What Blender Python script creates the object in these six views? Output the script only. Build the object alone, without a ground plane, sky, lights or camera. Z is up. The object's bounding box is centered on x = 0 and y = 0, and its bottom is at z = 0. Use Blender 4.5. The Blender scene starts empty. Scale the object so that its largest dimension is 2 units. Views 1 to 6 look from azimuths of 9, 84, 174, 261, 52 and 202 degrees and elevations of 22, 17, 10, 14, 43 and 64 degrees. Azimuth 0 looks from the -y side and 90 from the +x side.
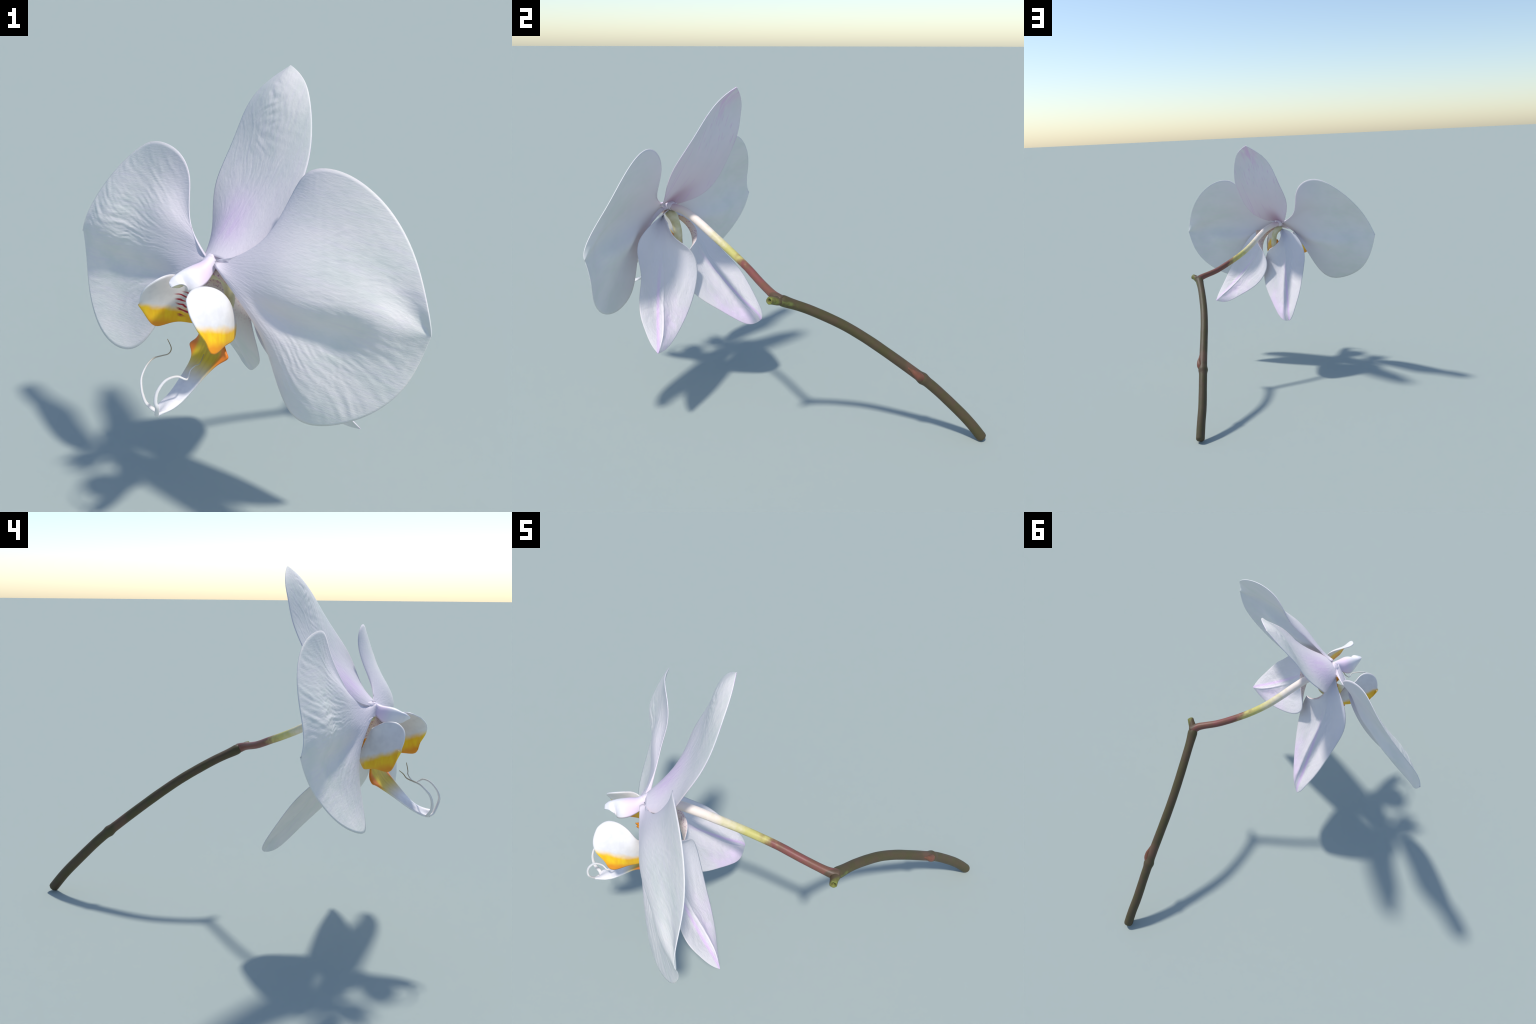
"""A cut spray of a white moth orchid: one open flower on an arching pedicel,
the pedicel joined to a piece of flower stalk that stands on the ground.

Every petal-like organ is a loft through a handful of cross-sections.  Each
section lists the control points of a smooth spline from one margin to the
other; the sections run from the base of the organ to its tip.
"""
import bpy, math, random
import numpy as np
from mathutils import Matrix, Vector, noise

random.seed(7)
V = np.array

# --------------------------------------------------------------------------
# cross-sections (metres), base -> tip, margin -> margin
# --------------------------------------------------------------------------
DORSAL = [
    [(-0.072, -0.601, 1.139), (-0.054, -0.612, 1.156), (-0.031, -0.629, 1.167), (0.002, -0.651, 1.165), (0.039, -0.676, 1.158)],
    [(-0.06, -0.471, 1.17), (-0.037, -0.521, 1.208), (0.005, -0.568, 1.226), (0.07, -0.612, 1.22), (0.151, -0.649, 1.196)],
    [(-0.075, -0.376, 1.247), (-0.018, -0.445, 1.277), (0.049, -0.508, 1.292), (0.131, -0.571, 1.291), (0.226, -0.637, 1.276)],
    [(-0.076, -0.321, 1.35), (0.011, -0.384, 1.362), (0.101, -0.443, 1.364), (0.183, -0.523, 1.377), (0.273, -0.604, 1.38)],
    [(-0.031, -0.28, 1.447), (0.045, -0.34, 1.458), (0.13, -0.404, 1.467), (0.218, -0.472, 1.474), (0.314, -0.539, 1.479)],
    [(0.013, -0.244, 1.548), (0.075, -0.312, 1.562), (0.147, -0.375, 1.574), (0.233, -0.425, 1.58), (0.323, -0.469, 1.581)],
    [(0.053, -0.235, 1.655), (0.104, -0.299, 1.662), (0.161, -0.351, 1.671), (0.231, -0.384, 1.678), (0.312, -0.405, 1.687)],
    [(0.13, -0.23, 1.736), (0.154, -0.282, 1.74), (0.185, -0.314, 1.745), (0.229, -0.33, 1.751), (0.286, -0.332, 1.762)],
    [(0.228, -0.264, 1.792), (0.227, -0.265, 1.793), (0.227, -0.265, 1.793), (0.227, -0.266, 1.793), (0.226, -0.266, 1.793)],
]
RIGHT_PETAL = [
    [(-0.012, -0.65, 1.159), (-0.001, -0.656, 1.144), (0.001, -0.652, 1.141), (-0.004, -0.65, 1.146), (-0.009, -0.656, 1.152), (-0.013, -0.668, 1.152), (-0.012, -0.675, 1.15), (-0.011, -0.671, 1.142), (-0.012, -0.656, 1.128)],
    [(0.126, -0.703, 1.191), (0.101, -0.685, 1.2), (0.086, -0.689, 1.188), (0.075, -0.701, 1.163), (0.066, -0.717, 1.133), (0.057, -0.73, 1.105), (0.056, -0.735, 1.084), (0.066, -0.736, 1.069), (0.077, -0.743, 1.06)],
    [(0.214, -0.67, 1.296), (0.189, -0.696, 1.271), (0.17, -0.726, 1.232), (0.152, -0.757, 1.179), (0.14, -0.776, 1.117), (0.131, -0.782, 1.061), (0.126, -0.785, 1.017), (0.135, -0.785, 0.987), (0.161, -0.789, 0.974)],
    [(0.274, -0.639, 1.428), (0.269, -0.703, 1.344), (0.255, -0.756, 1.268), (0.23, -0.81, 1.195), (0.211, -0.832, 1.108), (0.205, -0.828, 1.026), (0.197, -0.83, 0.956), (0.193, -0.828, 0.897), (0.199, -0.808, 0.85)],
    [(0.327, -0.679, 1.518), (0.351, -0.727, 1.391), (0.342, -0.78, 1.287), (0.314, -0.84, 1.202), (0.29, -0.873, 1.106), (0.279, -0.867, 1.005), (0.267, -0.868, 0.909), (0.247, -0.873, 0.817), (0.236, -0.83, 0.723)],
    [(0.456, -0.737, 1.518), (0.445, -0.77, 1.393), (0.426, -0.808, 1.288), (0.395, -0.859, 1.202), (0.368, -0.899, 1.112), (0.354, -0.895, 0.998), (0.342, -0.891, 0.88), (0.313, -0.92, 0.77), (0.292, -0.897, 0.655)],
    [(0.586, -0.805, 1.43), (0.538, -0.823, 1.347), (0.502, -0.843, 1.267), (0.469, -0.882, 1.194), (0.44, -0.925, 1.113), (0.429, -0.915, 1.002), (0.423, -0.908, 0.882), (0.407, -0.948, 0.775), (0.405, -0.944, 0.673)],
    [(0.668, -0.875, 1.304), (0.614, -0.88, 1.271), (0.572, -0.883, 1.227), (0.536, -0.905, 1.176), (0.506, -0.948, 1.114), (0.501, -0.94, 1.016), (0.505, -0.93, 0.914), (0.516, -0.96, 0.828), (0.55, -0.971, 0.747)],
    [(0.704, -0.958, 1.185), (0.667, -0.933, 1.189), (0.632, -0.92, 1.176), (0.602, -0.931, 1.147), (0.573, -0.969, 1.106), (0.571, -0.969, 1.036), (0.586, -0.953, 0.963), (0.611, -0.968, 0.907), (0.662, -0.98, 0.864)],
    [(0.722, -1, 1.095), (0.701, -0.971, 1.118), (0.682, -0.956, 1.121), (0.664, -0.956, 1.109), (0.649, -0.97, 1.085), (0.648, -0.973, 1.05), (0.659, -0.97, 1.014), (0.679, -0.974, 0.989), (0.704, -0.968, 0.976)],
    [(0.723, -0.989, 1.066), (0.723, -0.989, 1.066), (0.723, -0.989, 1.066), (0.723, -0.988, 1.066), (0.723, -0.988, 1.066), (0.723, -0.988, 1.066), (0.723, -0.988, 1.066), (0.723, -0.988, 1.066), (0.723, -0.988, 1.066)],
]
LEFT_PETAL = [
    [(-0.041, -0.644, 1.152), (-0.039, -0.621, 1.132), (-0.039, -0.615, 1.131), (-0.038, -0.622, 1.147), (-0.048, -0.639, 1.157), (-0.052, -0.648, 1.161), (-0.053, -0.653, 1.155), (-0.053, -0.657, 1.135), (-0.053, -0.659, 1.096)],
    [(-0.118, -0.524, 1.168), (-0.107, -0.528, 1.182), (-0.103, -0.536, 1.175), (-0.102, -0.547, 1.152), (-0.111, -0.57, 1.124), (-0.12, -0.592, 1.104), (-0.121, -0.602, 1.094), (-0.118, -0.605, 1.101), (-0.122, -0.616, 1.127)],
    [(-0.162, -0.454, 1.266), (-0.161, -0.45, 1.255), (-0.177, -0.477, 1.226), (-0.179, -0.491, 1.164), (-0.187, -0.516, 1.098), (-0.193, -0.541, 1.056), (-0.193, -0.555, 1.035), (-0.184, -0.556, 1.034), (-0.158, -0.534, 1.059)],
    [(-0.143, -0.394, 1.39), (-0.193, -0.38, 1.325), (-0.25, -0.432, 1.278), (-0.262, -0.45, 1.183), (-0.267, -0.466, 1.087), (-0.262, -0.477, 1.018), (-0.263, -0.498, 0.978), (-0.259, -0.515, 0.944), (-0.239, -0.504, 0.92)],
    [(-0.189, -0.359, 1.49), (-0.239, -0.336, 1.369), (-0.302, -0.383, 1.289), (-0.335, -0.4, 1.19), (-0.346, -0.416, 1.087), (-0.341, -0.427, 1.003), (-0.343, -0.453, 0.932), (-0.341, -0.486, 0.852), (-0.328, -0.513, 0.756)],
    [(-0.294, -0.309, 1.524), (-0.33, -0.304, 1.386), (-0.369, -0.326, 1.276), (-0.401, -0.347, 1.181), (-0.416, -0.366, 1.089), (-0.413, -0.373, 0.995), (-0.42, -0.399, 0.904), (-0.43, -0.447, 0.797), (-0.426, -0.506, 0.665)],
    [(-0.394, -0.206, 1.48), (-0.431, -0.255, 1.358), (-0.455, -0.288, 1.258), (-0.476, -0.315, 1.172), (-0.486, -0.327, 1.086), (-0.479, -0.319, 0.993), (-0.489, -0.339, 0.898), (-0.517, -0.384, 0.794), (-0.549, -0.449, 0.685)],
    [(-0.527, -0.152, 1.371), (-0.532, -0.212, 1.295), (-0.544, -0.259, 1.228), (-0.553, -0.289, 1.158), (-0.554, -0.291, 1.081), (-0.545, -0.275, 1), (-0.558, -0.282, 0.919), (-0.594, -0.304, 0.837), (-0.643, -0.329, 0.755)],
    [(-0.643, -0.14, 1.242), (-0.623, -0.183, 1.216), (-0.618, -0.219, 1.181), (-0.619, -0.244, 1.134), (-0.617, -0.249, 1.077), (-0.615, -0.242, 1.018), (-0.627, -0.238, 0.961), (-0.656, -0.233, 0.908), (-0.695, -0.225, 0.864)],
    [(-0.708, -0.157, 1.125), (-0.688, -0.161, 1.136), (-0.678, -0.178, 1.127), (-0.675, -0.191, 1.103), (-0.674, -0.196, 1.073), (-0.676, -0.194, 1.041), (-0.684, -0.188, 1.012), (-0.699, -0.176, 0.989), (-0.712, -0.156, 0.976)],
    [(-0.728, -0.136, 1.069), (-0.728, -0.135, 1.069), (-0.727, -0.135, 1.069), (-0.727, -0.134, 1.069), (-0.726, -0.134, 1.069), (-0.726, -0.133, 1.069), (-0.726, -0.133, 1.069), (-0.725, -0.132, 1.069), (-0.725, -0.132, 1.069)],
]
NEAR_SEPAL = [
    [(-0.005, -0.633, 1.124), (-0.022, -0.647, 1.119), (-0.032, -0.658, 1.112), (-0.02, -0.663, 1.104), (0.023, -0.662, 1.099), (0.088, -0.653, 1.094), (0.161, -0.636, 1.09)],
    [(0.106, -0.695, 1.097), (0.071, -0.693, 1.083), (0.05, -0.686, 1.072), (0.049, -0.674, 1.062), (0.071, -0.653, 1.051), (0.113, -0.634, 1.039), (0.167, -0.625, 1.025)],
    [(0.179, -0.761, 1.053), (0.143, -0.731, 1.032), (0.117, -0.701, 1.014), (0.103, -0.668, 0.999), (0.104, -0.633, 0.989), (0.121, -0.598, 0.98), (0.151, -0.562, 0.973)],
    [(0.225, -0.801, 0.99), (0.195, -0.756, 0.964), (0.157, -0.723, 0.934), (0.143, -0.672, 0.921), (0.112, -0.626, 0.907), (0.112, -0.567, 0.911), (0.107, -0.506, 0.914)],
    [(0.275, -0.789, 0.922), (0.245, -0.757, 0.89), (0.203, -0.728, 0.855), (0.187, -0.668, 0.843), (0.14, -0.623, 0.824), (0.12, -0.552, 0.828), (0.085, -0.481, 0.829)],
    [(0.325, -0.768, 0.848), (0.297, -0.751, 0.817), (0.259, -0.726, 0.782), (0.239, -0.664, 0.769), (0.188, -0.625, 0.746), (0.159, -0.555, 0.744), (0.115, -0.489, 0.735)],
    [(0.38, -0.786, 0.766), (0.351, -0.75, 0.741), (0.316, -0.724, 0.711), (0.3, -0.671, 0.704), (0.254, -0.636, 0.675), (0.225, -0.574, 0.665), (0.187, -0.52, 0.646)],
    [(0.426, -0.786, 0.675), (0.404, -0.743, 0.666), (0.374, -0.713, 0.644), (0.365, -0.664, 0.645), (0.327, -0.646, 0.614), (0.31, -0.599, 0.601), (0.29, -0.562, 0.584)],
    [(0.473, -0.754, 0.599), (0.453, -0.726, 0.598), (0.427, -0.702, 0.586), (0.424, -0.664, 0.591), (0.398, -0.661, 0.567), (0.39, -0.63, 0.55), (0.382, -0.611, 0.525)],
    [(0.511, -0.727, 0.537), (0.496, -0.708, 0.546), (0.484, -0.691, 0.547), (0.478, -0.675, 0.546), (0.468, -0.668, 0.534), (0.462, -0.662, 0.516), (0.454, -0.659, 0.485)],
    [(0.522, -0.696, 0.505), (0.522, -0.696, 0.505), (0.522, -0.696, 0.505), (0.522, -0.696, 0.505), (0.522, -0.696, 0.505), (0.522, -0.697, 0.505), (0.522, -0.697, 0.505)],
]
FAR_SEPAL = [
    [(-0.043, -0.626, 1.1), (-0.045, -0.64, 1.105), (-0.049, -0.649, 1.105), (-0.052, -0.644, 1.101), (-0.052, -0.621, 1.095), (-0.047, -0.587, 1.087), (-0.033, -0.552, 1.078)],
    [(-0.082, -0.547, 1.094), (-0.08, -0.566, 1.082), (-0.072, -0.577, 1.071), (-0.06, -0.575, 1.06), (-0.045, -0.558, 1.051), (-0.037, -0.527, 1.04), (-0.044, -0.489, 1.031)],
    [(-0.149, -0.49, 1.065), (-0.118, -0.505, 1.039), (-0.089, -0.516, 1.02), (-0.06, -0.52, 1.007), (-0.031, -0.516, 0.998), (-0.003, -0.499, 0.989), (0.024, -0.469, 0.969)],
    [(-0.195, -0.441, 0.992), (-0.148, -0.46, 0.969), (-0.108, -0.485, 0.94), (-0.057, -0.482, 0.938), (-0.024, -0.514, 0.926), (0.027, -0.509, 0.935), (0.082, -0.507, 0.942)],
    [(-0.213, -0.398, 0.899), (-0.157, -0.41, 0.885), (-0.117, -0.442, 0.859), (-0.058, -0.442, 0.86), (-0.023, -0.495, 0.847), (0.042, -0.519, 0.859), (0.091, -0.566, 0.87)],
    [(-0.189, -0.327, 0.822), (-0.143, -0.346, 0.802), (-0.106, -0.384, 0.773), (-0.043, -0.397, 0.777), (-0.009, -0.456, 0.757), (0.059, -0.498, 0.762), (0.118, -0.566, 0.755)],
    [(-0.159, -0.243, 0.739), (-0.117, -0.276, 0.714), (-0.083, -0.317, 0.686), (-0.021, -0.333, 0.694), (0.002, -0.393, 0.667), (0.063, -0.435, 0.663), (0.117, -0.495, 0.649)],
    [(-0.126, -0.181, 0.632), (-0.086, -0.211, 0.621), (-0.06, -0.253, 0.6), (-0.008, -0.266, 0.606), (0.002, -0.316, 0.579), (0.051, -0.341, 0.572), (0.084, -0.369, 0.561)],
    [(-0.078, -0.131, 0.531), (-0.056, -0.158, 0.535), (-0.042, -0.195, 0.524), (-0.003, -0.2, 0.532), (-0.005, -0.235, 0.51), (0.03, -0.246, 0.496), (0.048, -0.259, 0.469)],
    [(-0.049, -0.1, 0.458), (-0.035, -0.123, 0.474), (-0.019, -0.139, 0.48), (-0.001, -0.146, 0.478), (0.001, -0.161, 0.468), (0.007, -0.171, 0.449), (0.012, -0.176, 0.416)],
    [(-0.031, -0.123, 0.441), (-0.031, -0.123, 0.441), (-0.031, -0.124, 0.441), (-0.031, -0.124, 0.441), (-0.031, -0.124, 0.441), (-0.031, -0.124, 0.441), (-0.031, -0.124, 0.441)],
]
MID_LOBE = [
    [(-0.083, -0.636, 0.9), (-0.061, -0.643, 0.91), (-0.04, -0.654, 0.914), (-0.019, -0.67, 0.907), (0.004, -0.686, 0.894)],
    [(-0.092, -0.613, 0.822), (-0.07, -0.639, 0.845), (-0.038, -0.667, 0.856), (-0.005, -0.701, 0.852), (0.021, -0.746, 0.836)],
    [(-0.138, -0.617, 0.797), (-0.089, -0.648, 0.806), (-0.046, -0.682, 0.812), (-0.003, -0.717, 0.814), (0.052, -0.756, 0.812)],
    [(-0.137, -0.627, 0.79), (-0.099, -0.669, 0.78), (-0.065, -0.706, 0.776), (-0.031, -0.734, 0.781), (0.003, -0.752, 0.799)],
    [(-0.11, -0.667, 0.769), (-0.109, -0.708, 0.752), (-0.096, -0.742, 0.741), (-0.077, -0.769, 0.738), (-0.059, -0.792, 0.741)],
    [(-0.144, -0.736, 0.723), (-0.138, -0.763, 0.715), (-0.132, -0.79, 0.707), (-0.125, -0.817, 0.694), (-0.12, -0.844, 0.671)],
    [(-0.183, -0.808, 0.665), (-0.175, -0.818, 0.676), (-0.168, -0.837, 0.677), (-0.165, -0.863, 0.67), (-0.162, -0.893, 0.659)],
    [(-0.226, -0.852, 0.652), (-0.204, -0.859, 0.652), (-0.193, -0.871, 0.653), (-0.192, -0.893, 0.658), (-0.199, -0.925, 0.67)],
    [(-0.217, -0.868, 0.649), (-0.211, -0.88, 0.643), (-0.205, -0.89, 0.64), (-0.202, -0.896, 0.641), (-0.2, -0.898, 0.643)],
]
SIDE_L = [
    [(-0.027, -0.63, 1.038), (-0.041, -0.594, 0.984), (-0.046, -0.575, 0.943), (-0.045, -0.571, 0.918), (-0.041, -0.583, 0.917), (-0.04, -0.619, 0.938)],
    [(-0.135, -0.601, 1.054), (-0.109, -0.588, 1.006), (-0.094, -0.573, 0.961), (-0.085, -0.561, 0.923), (-0.078, -0.562, 0.892), (-0.073, -0.584, 0.864)],
    [(-0.175, -0.612, 1.079), (-0.155, -0.602, 1.026), (-0.14, -0.587, 0.976), (-0.131, -0.574, 0.931), (-0.126, -0.571, 0.891), (-0.122, -0.582, 0.856)],
    [(-0.182, -0.652, 1.097), (-0.185, -0.632, 1.041), (-0.183, -0.615, 0.988), (-0.18, -0.603, 0.941), (-0.18, -0.6, 0.904), (-0.182, -0.602, 0.884)],
    [(-0.203, -0.691, 1.103), (-0.215, -0.665, 1.048), (-0.221, -0.646, 0.997), (-0.225, -0.636, 0.952), (-0.228, -0.633, 0.912), (-0.235, -0.638, 0.877)],
    [(-0.239, -0.715, 1.088), (-0.247, -0.691, 1.044), (-0.255, -0.673, 1.002), (-0.262, -0.664, 0.962), (-0.266, -0.661, 0.922), (-0.266, -0.661, 0.877)],
    [(-0.276, -0.719, 1.059), (-0.275, -0.702, 1.03), (-0.28, -0.689, 1.002), (-0.288, -0.683, 0.974), (-0.292, -0.679, 0.944), (-0.285, -0.668, 0.918)],
    [(-0.293, -0.702, 1.019), (-0.295, -0.699, 1.009), (-0.297, -0.693, 0.998), (-0.303, -0.69, 0.988), (-0.308, -0.689, 0.982), (-0.301, -0.677, 0.988)],
]
SIDE_R = [
    [(0.03, -0.631, 0.985), (0.051, -0.656, 0.969), (0.059, -0.664, 0.955), (0.055, -0.657, 0.941), (0.048, -0.637, 0.931), (0.035, -0.61, 0.925)],
    [(0.055, -0.731, 1.006), (0.06, -0.728, 0.989), (0.064, -0.722, 0.971), (0.065, -0.714, 0.949), (0.065, -0.701, 0.922), (0.06, -0.689, 0.89)],
    [(0.055, -0.757, 1.045), (0.059, -0.768, 1.017), (0.062, -0.769, 0.989), (0.064, -0.765, 0.959), (0.065, -0.759, 0.924), (0.064, -0.754, 0.885)],
    [(0.032, -0.763, 1.082), (0.044, -0.789, 1.046), (0.051, -0.802, 1.009), (0.053, -0.807, 0.97), (0.05, -0.809, 0.933), (0.042, -0.808, 0.903)],
    [(-0.003, -0.777, 1.108), (0.017, -0.806, 1.068), (0.029, -0.827, 1.024), (0.032, -0.84, 0.98), (0.031, -0.85, 0.939), (0.027, -0.861, 0.897)],
    [(-0.043, -0.8, 1.12), (-0.016, -0.827, 1.076), (0.001, -0.849, 1.032), (0.009, -0.865, 0.988), (0.011, -0.878, 0.945), (0.012, -0.889, 0.9)],
    [(-0.074, -0.829, 1.115), (-0.045, -0.858, 1.076), (-0.024, -0.879, 1.035), (-0.011, -0.89, 0.994), (-0.004, -0.895, 0.955), (0.001, -0.896, 0.919)],
    [(-0.075, -0.866, 1.094), (-0.061, -0.902, 1.072), (-0.041, -0.921, 1.038), (-0.023, -0.919, 1), (-0.011, -0.904, 0.968), (-0.001, -0.892, 0.941)],
]
# column (the fused stamen and pistil): sections over its back, right -> left
COLUMN = [
    [(-0.008, -0.634, 1.132), (-0.010, -0.646, 1.160), (-0.034, -0.646, 1.180), (-0.058, -0.636, 1.162), (-0.062, -0.626, 1.130)],
    [(-0.018, -0.662, 1.115), (-0.018, -0.668, 1.152), (-0.040, -0.660, 1.168), (-0.064, -0.646, 1.158), (-0.066, -0.634, 1.122)],
    [(-0.032, -0.715, 1.090), (-0.042, -0.704, 1.138), (-0.060, -0.681, 1.158), (-0.072, -0.655, 1.154), (-0.074, -0.638, 1.118)],
    [(-0.053, -0.758, 1.092), (-0.067, -0.736, 1.141), (-0.083, -0.701, 1.161), (-0.095, -0.667, 1.147), (-0.094, -0.643, 1.105)],
    [(-0.083, -0.767, 1.082), (-0.092, -0.749, 1.138), (-0.106, -0.72, 1.16), (-0.117, -0.689, 1.138), (-0.116, -0.661, 1.08)],
    [(-0.096, -0.758, 1.073), (-0.111, -0.753, 1.131), (-0.126, -0.736, 1.153), (-0.134, -0.71, 1.131), (-0.136, -0.679, 1.083)],
    [(-0.09, -0.763, 1.095), (-0.122, -0.758, 1.13), (-0.143, -0.747, 1.142), (-0.148, -0.732, 1.121), (-0.14, -0.716, 1.082)],
    [(-0.102, -0.777, 1.117), (-0.133, -0.766, 1.132), (-0.155, -0.756, 1.135), (-0.158, -0.749, 1.116), (-0.148, -0.747, 1.078)],
    [(-0.121, -0.78, 1.114), (-0.143, -0.772, 1.125), (-0.158, -0.765, 1.125), (-0.16, -0.763, 1.115), (-0.151, -0.763, 1.097)],
    [(-0.144, -0.789, 1.105), (-0.152, -0.78, 1.114), (-0.157, -0.776, 1.118), (-0.155, -0.777, 1.115), (-0.149, -0.784, 1.103)],
]

# spines
STEM_PATH = [(0.6835, 0.983, 0.013), (0.672, 0.912, 0.102), (0.659, 0.835, 0.184), (0.648, 0.703, 0.312),
             (0.64, 0.581, 0.41), (0.63, 0.46, 0.502), (0.622, 0.34, 0.589), (0.621, 0.214, 0.67),
             (0.63, 0.058, 0.752), (0.642, -0.06, 0.802), (0.650, -0.108, 0.826)]
PEDICEL_PATH = [(0.652, -0.088, 0.819), (0.615, -0.122, 0.837), (0.51, -0.173, 0.866), (0.408, -0.23, 0.911), (0.329, -0.283, 0.949),
                (0.26, -0.338, 0.989), (0.199, -0.397, 1.033), (0.14, -0.458, 1.08), (0.085, -0.513, 1.117),
                (0.03, -0.563, 1.137), (-0.02, -0.61, 1.143)]
TENDRIL_A = [(-0.203, -0.872, 0.647), (-0.226, -0.868, 0.655), (-0.246, -0.876, 0.685), (-0.256, -0.874, 0.718), (-0.261, -0.866, 0.746),
             (-0.263, -0.852, 0.771), (-0.257, -0.833, 0.793), (-0.245, -0.813, 0.812), (-0.229, -0.792, 0.822),
             (-0.204, -0.778, 0.825), (-0.18, -0.769, 0.83), (-0.172, -0.757, 0.847), (-0.192, -0.729, 0.868)]
TENDRIL_B = [(-0.205, -0.882, 0.646), (-0.199, -0.908, 0.658), (-0.187, -0.935, 0.705), (-0.19, -0.936, 0.733), (-0.183, -0.924, 0.767),
             (-0.158, -0.901, 0.798), (-0.123, -0.88, 0.804), (-0.094, -0.87, 0.788), (-0.091, -0.849, 0.782),
             (-0.086, -0.828, 0.801), (-0.068, -0.822, 0.818), (-0.051, -0.828, 0.83), (-0.034, -0.825, 0.867)]


# --------------------------------------------------------------------------
# geometry helpers
# --------------------------------------------------------------------------
def spline_basis(n, x, p=3):
    p = min(p, n - 1)
    kn = np.concatenate([np.zeros(p), np.linspace(0, 1, n - p + 1), np.ones(p)])
    x = np.clip(np.asarray(x, float), 0, 1 - 1e-9)
    N = np.stack([(x >= kn[i]) & (x < kn[i + 1]) for i in range(len(kn) - 1)], 1).astype(float)
    for d in range(1, p + 1):
        M = np.zeros_like(N)
        for i in range(len(kn) - 1 - d):
            a, b = kn[i + d] - kn[i], kn[i + d + 1] - kn[i + 1]
            if a > 0:
                M[:, i] += (x - kn[i]) / a * N[:, i]
            if b > 0:
                M[:, i] += (kn[i + d + 1] - x) / b * N[:, i + 1]
        N = M
    return N[:, :n]


def loft(sections, t, u):
    """Points of the smooth surface through the sections, shape (len(t), len(u), 3)."""
    C = V(sections, float)
    return np.einsum('ti,uj,ijk->tuk', spline_basis(C.shape[0], t), spline_basis(C.shape[1], u), C)


def smooth(a, b, x):
    x = np.clip((x - a) / (b - a), 0, 1)
    return x * x * (3 - 2 * x)


def normals_of(P):
    n = np.cross(np.gradient(P, axis=0), np.gradient(P, axis=1))
    l = np.linalg.norm(n, axis=2, keepdims=True)
    n = np.where(l > 1e-10, n / np.maximum(l, 1e-10), 0)
    for _ in range(3):        # quiet the pinched ends
        n[0], n[-1] = n[1], n[-2]
        n = n / np.maximum(np.linalg.norm(n, axis=2, keepdims=True), 1e-9)
    return n


def new_object(name, verts, faces, mats, face_mats=None, frame=None, parent=None, angle=None):
    frame = frame or Matrix.Identity(4)
    inv = frame.inverted()
    me = bpy.data.meshes.new(name)
    me.from_pydata([inv @ Vector(v) for v in verts], [], faces)
    for m in mats:
        me.materials.append(m)
    if face_mats is not None:
        me.polygons.foreach_set('material_index', face_mats)
    me.polygons.foreach_set('use_smooth', [True] * len(me.polygons))
    me.update()
    ob = bpy.data.objects.new(name, me)
    bpy.context.scene.collection.objects.link(ob)
    if parent is not None:
        bpy.context.view_layer.update()
        ob.parent = parent
        ob.matrix_parent_inverse = parent.matrix_world.inverted()
    ob.matrix_world = frame
    return ob


def leaf_frame(P, front):
    """Local frame: origin at the base, Y along the organ, Z out of its front."""
    base, tip = Vector(P[0].mean(0)), Vector(P[-1].mean(0))
    y = (tip - base).normalized()
    z = Vector(front) - Vector(front).dot(y) * y
    z.normalize()
    x = y.cross(z)
    M = Matrix((x, y, z)).transposed().to_4x4()
    M.translation = base
    return M


def blade(name, sections, front, mats, thick=0.0046, nt=120, nu=100, relief=None, parent=None, frame=None,
          tpow=1.0, edge=0.7, start=0.0):
    """A petal-like organ with a front and a back skin joined round the margin."""
    t = start + (1 - start) * np.linspace(0, 1, nt) ** tpow
    u = np.linspace(0, 1, nu)
    P = loft(sections, t, u)
    N = normals_of(P)
    if np.sum(N * V(front)) < 0:
        N = -N
        flip = True
    else:
        flip = False
    T, U = np.meshgrid(t, u, indexing='ij')
    e = np.minimum(np.minimum(U, 1 - U) / 0.06, np.minimum((1 - T) / 0.03, 1))
    e = np.clip(e, 0, 1)
    half = thick / 2 * (edge + (1 - edge) * np.sqrt(np.clip(1 - (1 - e) ** 2, 0, 1)))
    rf, rb = relief(T, U, P) if relief else (0 * T, 0 * T)
    F = P + N * (half + rf)[..., None]
    B = P - N * (half + rb)[..., None]
    verts = [tuple(v) for v in F.reshape(-1, 3)] + [tuple(v) for v in B.reshape(-1, 3)]
    k = nt * nu
    I = np.arange(k).reshape(nt, nu)
    faces, fm = [], []
    for i in range(nt - 1):
        for j in range(nu - 1):
            a, b, c, d = I[i, j], I[i + 1, j], I[i + 1, j + 1], I[i, j + 1]
            q = (a, b, c, d)
            faces.append(tuple(int(x) for x in (q[::-1] if flip else q)))
            fm.append(0)
            q = (a + k, b + k, c + k, d + k)
            faces.append(tuple(int(x) for x in (q if flip else q[::-1])))
            fm.append(1)
    ring = list(I[:, 0]) + list(I[-1, 1:]) + list(I[-2::-1, -1]) + list(I[0, -2:0:-1])
    for a, b in zip(ring, ring[1:] + ring[:1]):
        q = (a, a + k, b + k, b)
        faces.append(tuple(int(x) for x in (q[::-1] if flip else q)))
        fm.append(1)
    if frame is None:
        frame = leaf_frame(P, front)
    return new_object(name, verts, faces, mats, fm, frame, parent)


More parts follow.
